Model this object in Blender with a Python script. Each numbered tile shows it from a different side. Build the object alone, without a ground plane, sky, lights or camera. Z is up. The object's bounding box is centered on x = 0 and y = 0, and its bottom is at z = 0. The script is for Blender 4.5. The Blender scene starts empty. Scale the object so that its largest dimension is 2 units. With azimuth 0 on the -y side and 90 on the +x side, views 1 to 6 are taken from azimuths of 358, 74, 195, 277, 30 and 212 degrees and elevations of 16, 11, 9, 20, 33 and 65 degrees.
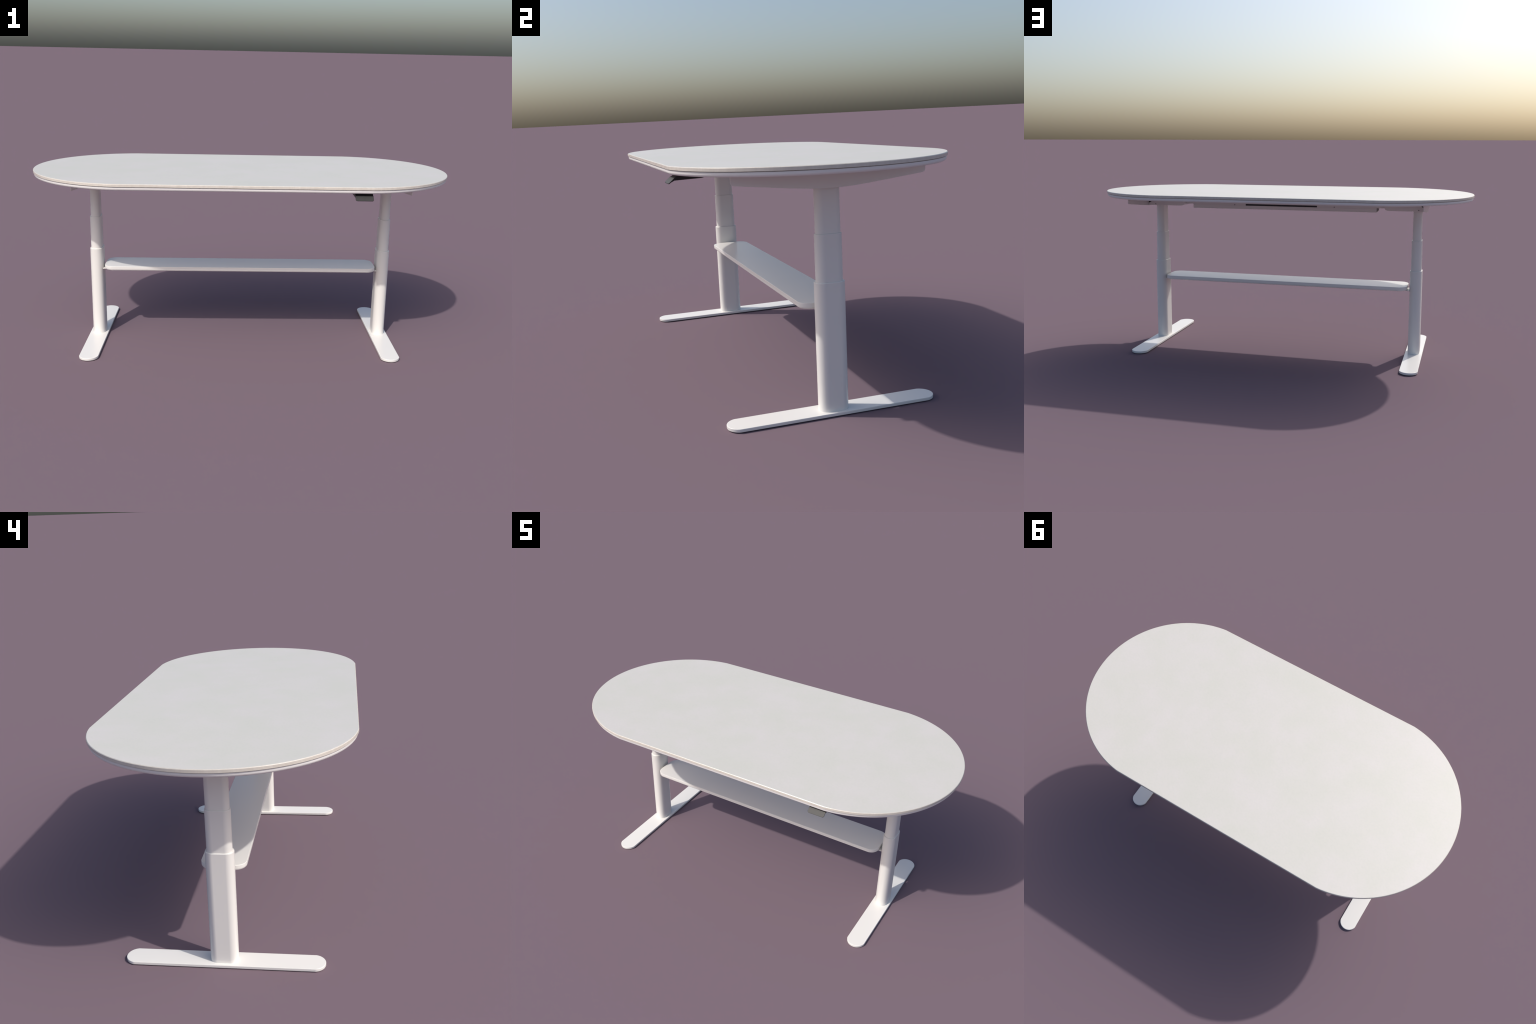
"""Height-adjustable meeting table: rounded white top on two telescopic legs with flat feet,
a footrest shelf between the legs, a lifting frame, cable tray and hand control below the top."""
import bpy, math
from mathutils import Vector

# ------------------------------------------------------------------ sizes (metres)
TOP_Z = 0.8607            # upper face of the table top
UNDER_Z = 0.8310          # lowest face of the top's backing panel
END_CENTRE, END_R, HALF_W = 0.5125, 0.4875, 0.485   # end arcs clipped by the straight long sides
LEG_X = 0.7195            # legs stand at +-LEG_X
FOOT_TOP = 0.0116
STAGES = [                # telescopic stages: half x, half y, corner radius, foot z, head z
    (0.0311, 0.0524, 0.0292, FOOT_TOP - 0.001, 0.4578),
    (0.0268, 0.0466, 0.0259, 0.40, 0.6187),
    (0.0225, 0.0433, 0.0220, 0.57, 0.7790),
]


# ------------------------------------------------------------------ materials
def new_mat(name, color, rough=0.4, spec=0.5):
    m = bpy.data.materials.new(name)
    m.use_nodes = True
    p = m.node_tree.nodes["Principled BSDF"]
    p.inputs["Base Color"].default_value = (*color, 1)
    p.inputs["Roughness"].default_value = rough
    p.inputs["Specular IOR Level"].default_value = spec
    return m, m.node_tree, p


def add_noise(nt, scale, detail, stretch=(1, 1, 1), rough=0.6):
    co = nt.nodes.new("ShaderNodeTexCoord")
    mp = nt.nodes.new("ShaderNodeMapping")
    mp.inputs["Scale"].default_value = stretch
    n = nt.nodes.new("ShaderNodeTexNoise")
    n.inputs["Scale"].default_value = scale
    n.inputs["Detail"].default_value = detail
    n.inputs["Roughness"].default_value = rough
    nt.links.new(co.outputs["Object"], mp.inputs["Vector"])
    nt.links.new(mp.outputs["Vector"], n.inputs["Vector"])
    return n


def ramp(nt, fac, stops):
    r = nt.nodes.new("ShaderNodeValToRGB")
    e = r.color_ramp.elements
    while len(e) < len(stops):
        e.new(0.5)
    for el, (pos, col) in zip(e, stops):
        el.position = pos
        el.color = (*col, 1)
    nt.links.new(fac, r.inputs["Fac"])
    return r.outputs["Color"]


def mix(nt, a, b, fac, mode="MIX"):
    n = nt.nodes.new("ShaderNodeMix")
    n.data_type = "RGBA"
    n.blend_type = mode
    n.inputs["Factor"].default_value = fac
    nt.links.new(a, n.inputs["A"])
    nt.links.new(b, n.inputs["B"])
    return n.outputs["Result"]


def make_laminate():
    m, nt, p = new_mat("light_laminate", (0.61, 0.59, 0.54), 0.42, 1.0)
    cloud = add_noise(nt, 6.0, 5)
    broad = ramp(nt, cloud.outputs["Fac"], [(0.34, (0.596, 0.583, 0.522)), (0.5, (0.609, 0.588, 0.537)), (0.66, (0.624, 0.594, 0.556))])
    fine = add_noise(nt, 110.0, 3, (1, 1.3, 1))
    speck = ramp(nt, fine.outputs["Fac"], [(0.3, (0.975, 0.978, 0.976)), (0.5, (1, 1, 1)), (0.72, (1.02, 1.014, 1.016))])
    nt.links.new(mix(nt, broad, speck, 1.0, "MULTIPLY"), p.inputs["Base Color"])
    return m


def make_edge():
    m, nt, p = new_mat("cream_edge_band", (0.60, 0.56, 0.50), 0.27)
    streak = add_noise(nt, 1.0, 3, (55, 55, 4))
    a = ramp(nt, streak.outputs["Fac"], [(0.33, (0.575, 0.535, 0.478)), (0.5, (0.60, 0.560, 0.505)), (0.67, (0.625, 0.585, 0.530))])
    layer = add_noise(nt, 1.0, 2, (3, 3, 420))
    b = ramp(nt, layer.outputs["Fac"], [(0.35, (0.98, 0.977, 0.974)), (0.6, (1, 1, 1))])
    nt.links.new(mix(nt, a, b, 1.0, "MULTIPLY"), p.inputs["Base Color"])
    return m


LAMINATE, EDGE = make_laminate(), make_edge()
PAINT = new_mat("white_powder_coat", (0.765, 0.748, 0.715), 0.28)[0]
BACKING = new_mat("white_backing_panel", (0.755, 0.738, 0.725), 0.5)[0]
BLACK = new_mat("black_plastic", (0.012, 0.012, 0.013), 0.45)[0]
GREY = new_mat("dark_grey_plastic", (0.028, 0.028, 0.0272), 0.54)[0]
STEEL = new_mat("dark_steel_screw", (0.26, 0.25, 0.25), 0.4)[0]


# ------------------------------------------------------------------ mesh helpers
def finish(name, verts, faces, mat, parent, loc=(0, 0, 0), smooth=32):
    me = bpy.data.meshes.new(name)
    me.from_pydata([tuple(v) for v in verts], [], faces)
    me.validate()
    me.update()
    me.materials.append(mat)
    if smooth:
        me.shade_smooth()
        me.set_sharp_from_angle(angle=math.radians(smooth))
    ob = bpy.data.objects.new(name, me)
    bpy.context.scene.collection.objects.link(ob)
    ob.location = loc
    ob.parent = parent
    if smooth:
        w = ob.modifiers.new("weighted_normal", "WEIGHTED_NORMAL")
        w.keep_sharp = True
        w.weight = 80
    return ob


def copy_of(src, parent, loc, rot_z=0.0):
    ob = src.copy()
    bpy.context.scene.collection.objects.link(ob)
    ob.parent = parent
    ob.location = loc
    ob.rotation_euler = (0, 0, rot_z)
    return ob


def empty(name, parent=None, loc=(0, 0, 0)):
    ob = bpy.data.objects.new(name, None)
    bpy.context.scene.collection.objects.link(ob)
    ob.parent = parent
    ob.location = loc
    return ob


def loft(rings):
    """Close a stack of equally long rings into a solid with flat caps at both ends."""
    n = len(rings[0])
    verts = [v for r in rings for v in r]
    faces = []
    for k in range(len(rings) - 1):
        for i in range(n):
            j = (i + 1) % n
            faces.append((k * n + i, k * n + j, (k + 1) * n + j, (k + 1) * n + i))
    faces.append(tuple(range(n - 1, -1, -1)))
    faces.append(tuple((len(rings) - 1) * n + i for i in range(n)))
    return verts, faces


def clipped_oval(centre, radius, half, inset, arc=64, long_axis="x"):
    """Two end arcs cut off by two straight sides; inset moves the whole outline inwards."""
    r, h = radius - inset, half - inset
    a = math.asin(min(1, h / r))
    pts = [(centre + r * math.cos(t), r * math.sin(t)) for t in [-a + 2 * a * i / arc for i in range(arc + 1)]]
    x0 = pts[0][0]
    e = min(0.004, x0 * 0.05)       # keeps the straight side flat up to the corner
    pts += [(x0 - e, h)]
    right = pts
    half_turn = [(-x, -y) for x, y in right]
    ring = [(x0 - e, -h)] + right + [(-x0 + e, h)] + half_turn[:-1]
    ring = ring if long_axis == "x" else [(-y, x) for x, y in ring]
    return ring


def rounded_rect(a, b, r, seg=12):
    pts = []
    for cx, cy, t0 in ((a - r, b - r, 0), (-a + r, b - r, 90), (-a + r, -b + r, 180), (a - r, -b + r, 270)):
        for i in range(seg + 1):
            t = math.radians(t0 + 90 * i / seg)
            pts.append((cx + r * math.cos(t), cy + r * math.sin(t)))
    return pts


def lift(ring, z):
    return [(x, y, z) for x, y in ring]


def arc_profile(inset0, z0, inset1, z1, n, start="side"):
    """Quarter-round from a vertical side (inset0, z0) to a flat face (inset1, z1)."""
    out = []
    for i in range(n + 1):
        t = math.pi / 2 * i / n
        if start == "side":
            out.append((inset0 + (inset1 - inset0) * (1 - math.cos(t)), z0 + (z1 - z0) * math.sin(t)))
        else:
            out.append((inset0 + (inset1 - inset0) * math.sin(t), z0 + (z1 - z0) * (1 - math.cos(t))))
    return out


def box(name, x0, x1, y0, y1, z0, z1, mat, parent, bevel=0.001, loc=(0, 0, 0)):
    c = min(bevel, (z1 - z0) * 0.4, (x1 - x0) * 0.4, (y1 - y0) * 0.4)
    def ring(d, z):
        return [(x1 - d, y0 + d, z), (x1 - d, y1 - d, z), (x0 + d, y1 - d, z), (x0 + d, y0 + d, z)]
    v, f = loft([ring(c, z0), ring(0, z0 + c), ring(0, z1 - c), ring(c, z1)])
    return finish(name, v, f, mat, parent, loc, smooth=0)


def prism(name, outline, axis, lo, hi, mat, parent, loc=(0, 0, 0), smooth=30, bevel=0.0):
    """Extrude a 2D outline along x (outline = y,z) or along y (outline = x,z)."""
    put = (lambda p, s: (s, p[0], p[1])) if axis == "x" else (lambda p, s: (p[0], s, p[1]))
    v, f = loft([[put(p, lo) for p in outline], [put(p, hi) for p in outline]])
    ob = finish(name, v, f, mat, parent, loc, smooth)
    import bmesh
    bm = bmesh.new()
    bm.from_mesh(ob.data)
    bmesh.ops.recalc_face_normals(bm, faces=bm.faces)
    bm.to_mesh(ob.data)
    bm.free()
    if bevel:
        b = ob.modifiers.new("bevel", "BEVEL")
        b.width, b.segments, b.limit_method, b.angle_limit = bevel, 2, "ANGLE", math.radians(35)
        if smooth:
            ob.modifiers.move(1, 0)
    return ob


# ------------------------------------------------------------------ the table
desk = empty("height_adjustable_desk")
desk["label"] = "white oval-ended standing table with telescopic legs and footrest shelf"
desk["category"] = "standing desk"


def oval(inset, z):
    return lift(clipped_oval(END_CENTRE, END_R, HALF_W, inset, 96), z)


# table top: cream-edged board, laminate sheet on it, recessed groove and backing panel below
board = [(0.0015, 0.8480)] + [(0.0, 0.8488)] + [(0.0, 0.8584), (0.0001, 0.8587), (0.0019, 0.8605), (0.0022, 0.8606)]
v, f = loft([oval(d, z) for d, z in board])
tabletop = finish("tabletop", v, f, EDGE, desk)
v, f = loft([oval(d, z) for d, z in ((0.0022, 0.8590), (0.0022, TOP_Z - 0.0001), (0.0023, TOP_Z))])
finish("laminate_surface", v, f, LAMINATE, tabletop)
panel = [(0.020, UNDER_Z), (0.0145, UNDER_Z)] + arc_profile(0.0135, UNDER_Z, 0.004, 0.8415, 8, "flat") \
    + [(0.004, 0.8455), (0.0046, 0.8463), (0.0095, 0.8465), (0.0095, 0.8490)]
v, f = loft([oval(d, z) for d, z in panel])
finish("backing_panel", v, f, BACKING, tabletop)


# flat feet
def foot_ring(inset, z):
    half, sag, reach = 0.0451, 0.0358, 0.3752
    r = (half ** 2 + sag ** 2) / (2 * sag)
    return lift(clipped_oval(reach - r, r, half, inset, 28, "y"), z)


foot_profile = [(0.0022, 0.0), (0.0006, 0.0004), (0.0, 0.0016)] + arc_profile(0.0, 0.0098, 0.0018, FOOT_TOP, 4) + [(0.004, FOOT_TOP)]
v, f = loft([foot_ring(d, z) for d, z in foot_profile])
foot = finish("foot", v, f, PAINT, desk, (LEG_X, 0, 0))
foot_b = copy_of(foot, desk, (-LEG_X, 0, 0))
# telescopic legs
legs = []
for side in (1, -1):
    if not legs:
        for k, (a, b, r, z0, z1) in enumerate(STAGES):
            c = 0.0026
            prof = [(0.0, z0), (0.0, z1 - c)] + arc_profile(0.0, z1 - c, c, z1, 4)[1:]
            rings = [lift(rounded_rect(a - d, b - d, max(r - d, 0.002)), z) for d, z in prof]
            v, f = loft(rings)
            if k == 0:
                leg = finish("leg", v, f, PAINT, desk, (LEG_X, 0, 0))
            else:
                finish("leg_tube", v, f, PAINT, leg)
        legs.append(leg)
    else:
        leg = copy_of(legs[0], desk, (-LEG_X, 0, 0))
        for tube in [o for o in legs[0].children]:
            copy_of(tube, leg, (0, 0, 0))
        legs.append(leg)

# footrest shelf: flat top, soft round underside, rounded corners
SH_X, SH_Y, SH_R, SH_TOP, SH_LOW = 0.678, 0.0855, 0.046, 0.3775, 0.3553


def shelf_ring(d, z):
    return lift(rounded_rect(SH_X - d, SH_Y - d, SH_R - d, 16), z)


shelf_prof = [(0.012, SH_LOW), (0.0090, SH_LOW)] + arc_profile(0.0080, SH_LOW, 0.0, 0.3660, 8, "flat") + \
    arc_profile(0.0, 0.3757, 0.0018, SH_TOP, 4) + [(0.004, SH_TOP)]
v, f = loft([shelf_ring(d, z) for d, z in shelf_prof])
shelf = finish("footrest_shelf", v, f, PAINT, desk)
for s in (1, -1):
    xs = sorted((s * 0.640, s * 0.690))
    box("shelf_bracket", xs[0], xs[1], -0.036, 0.036, 0.3500, 0.3548, PAINT, shelf, 0.0012)

# lifting frame: a housing over each leg, a boat-shaped side plate, rails between the legs
frame = empty("lifting_frame", desk)
for s in (1, -1):
    def sx(x):
        return s * x
    # housing on the leg head, inner end cut away from below
    h = [(sx(0.545), 0.8308), (sx(0.5550), 0.7850), (sx(0.5595), 0.7785), (sx(0.5630), 0.7768), (sx(0.5710), 0.7750),
         (sx(0.7660), 0.7745), (sx(0.7660), 0.7860), (sx(0.7525), 0.7925), (sx(0.7400), 0.8025), (sx(0.7400), 0.8308)]
    prism("leg_housing", h, "y", -0.080, 0.080, PAINT, frame, bevel=0.0012, smooth=0)
    # thin side plate along y
    half = [(0.3300, 0.8308), (0.3300, 0.8095), (0.3290, 0.8035), (0.3255, 0.7995), (0.3190, 0.7975),
            (0.1363, 0.7777), (0.0700, 0.7718), (0.0350, 0.7700)]
    plate = half + [(-y, z) for y, z in reversed(half)]
    xs = sorted((sx(0.7662), sx(0.7700)))
    prism("side_plate", plate, "x", xs[0], xs[1], PAINT, frame, smooth=0, bevel=0.0008)
    xs = sorted((sx(0.700), sx(0.7661)))
    box("side_plate_flange", xs[0], xs[1], -0.326, -0.0802, 0.8275, 0.8307, PAINT, frame, 0.0005)
    box("side_plate_flange", xs[0], xs[1], 0.0802, 0.326, 0.8275, 0.8307, PAINT, frame, 0.0005)
    xs = sorted((sx(0.7402), sx(0.7658)))
    box("housing_gap_shadow_block", xs[0], xs[1], -0.0785, 0.0785, 0.7890, 0.8306, BLACK, frame, 0.0005)  # solid black block, modelled for the shadow inside the open corner
box("cross_rail", -0.560, 0.560, 0.0325, 0.0495, 0.7845, 0.8308, PAINT, frame, 0.0015)
for x0, x1, low in ((-0.560, 0.0, 0.7845), (0.0001, 0.2054, 0.7900), (0.2055, 0.560, 0.7845)):   # notch for the cables
    box("cross_rail", x0, x1, -0.0795, -0.0625, low, 0.8308, PAINT, frame, 0.0008)

# cable tray under the rails: folded sheet with slots, thin black strips set in and behind them
TX, TY = 0.5095, 0.0512
W = 0.0015                                   # sheet thickness
SLOT0, SLOT1 = -0.1920, 0.2055
tray = box("cable_tray", -TX, TX, -TY, TY, 0.7622, 0.7650, PAINT, desk, 0.0006)
for y0, low, high, s0 in ((-TY, 0.7720, 0.7900, 0.0), (TY - W, 0.7812, 0.7902, SLOT0)):
    box("tray_wall", -TX, TX, y0, y0 + W, 0.7651, low, PAINT, tray, 0.0004)
    box("tray_wall", SLOT1, TX, y0, y0 + W, low + 0.0001, 0.8300, PAINT, tray, 0.0004)
    box("tray_wall", -TX, s0, y0, y0 + W, low + 0.0001, 0.8300, PAINT, tray, 0.0004)
    box("tray_wall", s0, SLOT1, y0, y0 + W, high, 0.8300, PAINT, tray, 0.0004)
box("tray_inner_dark_plate", SLOT0 - 0.010, SLOT1 + 0.010, TY - 0.0030, TY - 0.0018, 0.7652, 0.7780, BLACK, tray, 0.0004)
box("slot_dark_strip", SLOT0 + 0.0001, SLOT1 - 0.0001, TY - 0.0014, TY - 0.0005, 0.7813, 0.7901, BLACK, tray, 0.0002)
for x in (-TX + 0.0008, TX - 0.0025):
    box("tray_dark_end", x, x + 0.0017, -0.0400, TY - 0.0016, 0.7652, 0.8290, BLACK, tray, 0.0004)

# screws on the housings and the tray
screw_ring = [(0.0030 * math.cos(2 * math.pi * i / 16), 0.0030 * math.sin(2 * math.pi * i / 16)) for i in range(16)]
v, f = loft([[(x, y0, z) for x, z in screw_ring] for y0 in (0.0, -0.0016)])
screw = None
for x, y, z in ((0.7230, 0.0812, 0.7815), (-0.7280, 0.0812, 0.7815), (0.268, 0.0526, 0.7845), (-0.285, 0.0526, 0.7845), (-0.590, 0.0812, 0.8050)):
    if screw is None:
        screw = finish("screw", v, f, STEEL, frame, (x, y, z))
    else:
        copy_of(screw, frame, (x, y, z))

# hand control below the front edge: tilted paddle and a slim black body
CX0, CX1 = 0.4855, 0.5648
body = [(-0.4480, 0.8308), (-0.4640, 0.8190), (-0.4625, 0.8112), (-0.3730, 0.8138), (-0.3665, 0.8155), (-0.3630, 0.8190), (-0.3620, 0.8308)]
control = prism("hand_control", body, "x", CX0 + 0.0006, CX1 - 0.0006, BLACK, desk, smooth=0, bevel=0.0006)
# paddle: rounded lower corners in its own plane, then tilted forward-down
tilt = Vector((0, -0.0205, -0.0178)).normalized()
normal = Vector((0, tilt.z, -tilt.y)) * -1.0
if normal.z < 0:
    normal = -normal
length, width, r = 0.0277, CX1 - CX0, 0.0075
shape = [(0, 0), (width, 0)]
for cx, cy, t0 in ((width - r, length - r, 0), (r, length - r, 90)):
    for i in range(9):
        t = math.radians(t0 + 90 * i / 8)
        shape.append((cx + r * math.cos(t), cy + r * math.sin(t)))
origin = Vector((CX0, -0.4640, 0.8208))


def on_paddle(p, d):
    q = origin + Vector((p[0], 0, 0)) + tilt * p[1] + normal * d
    return (q.x, q.y, q.z)


def shrink(p, k):
    return (width / 2 + (p[0] - width / 2) * (1 - 2 * k / width), length / 2 + (p[1] - length / 2) * (1 - 2 * k / length))


v, f = loft([[on_paddle(shrink(p, k), d) for p in shape] for k, d in ((0.0006, -0.0036), (0, -0.003), (0, -0.0006), (0.0006, 0.0))])
finish("control_paddle", v, f, GREY, control)
wedge = [(-0.4628, 0.8187), (-0.4840, 0.8005), (-0.4615, 0.8118)]
prism("paddle_rib", wedge, "x", CX0 + 0.006, CX1 - 0.006, BLACK, control, smooth=0)

# outward-facing normals everywhere
import bmesh
done = set()
for ob in bpy.context.scene.objects:
    if ob.type == "MESH" and ob.data.name not in done:
        done.add(ob.data.name)
        sharp = [e.use_edge_sharp for e in ob.data.edges]
        bm = bmesh.new()
        bm.from_mesh(ob.data)
        bmesh.ops.recalc_face_normals(bm, faces=bm.faces)
        bm.to_mesh(ob.data)
        bm.free()
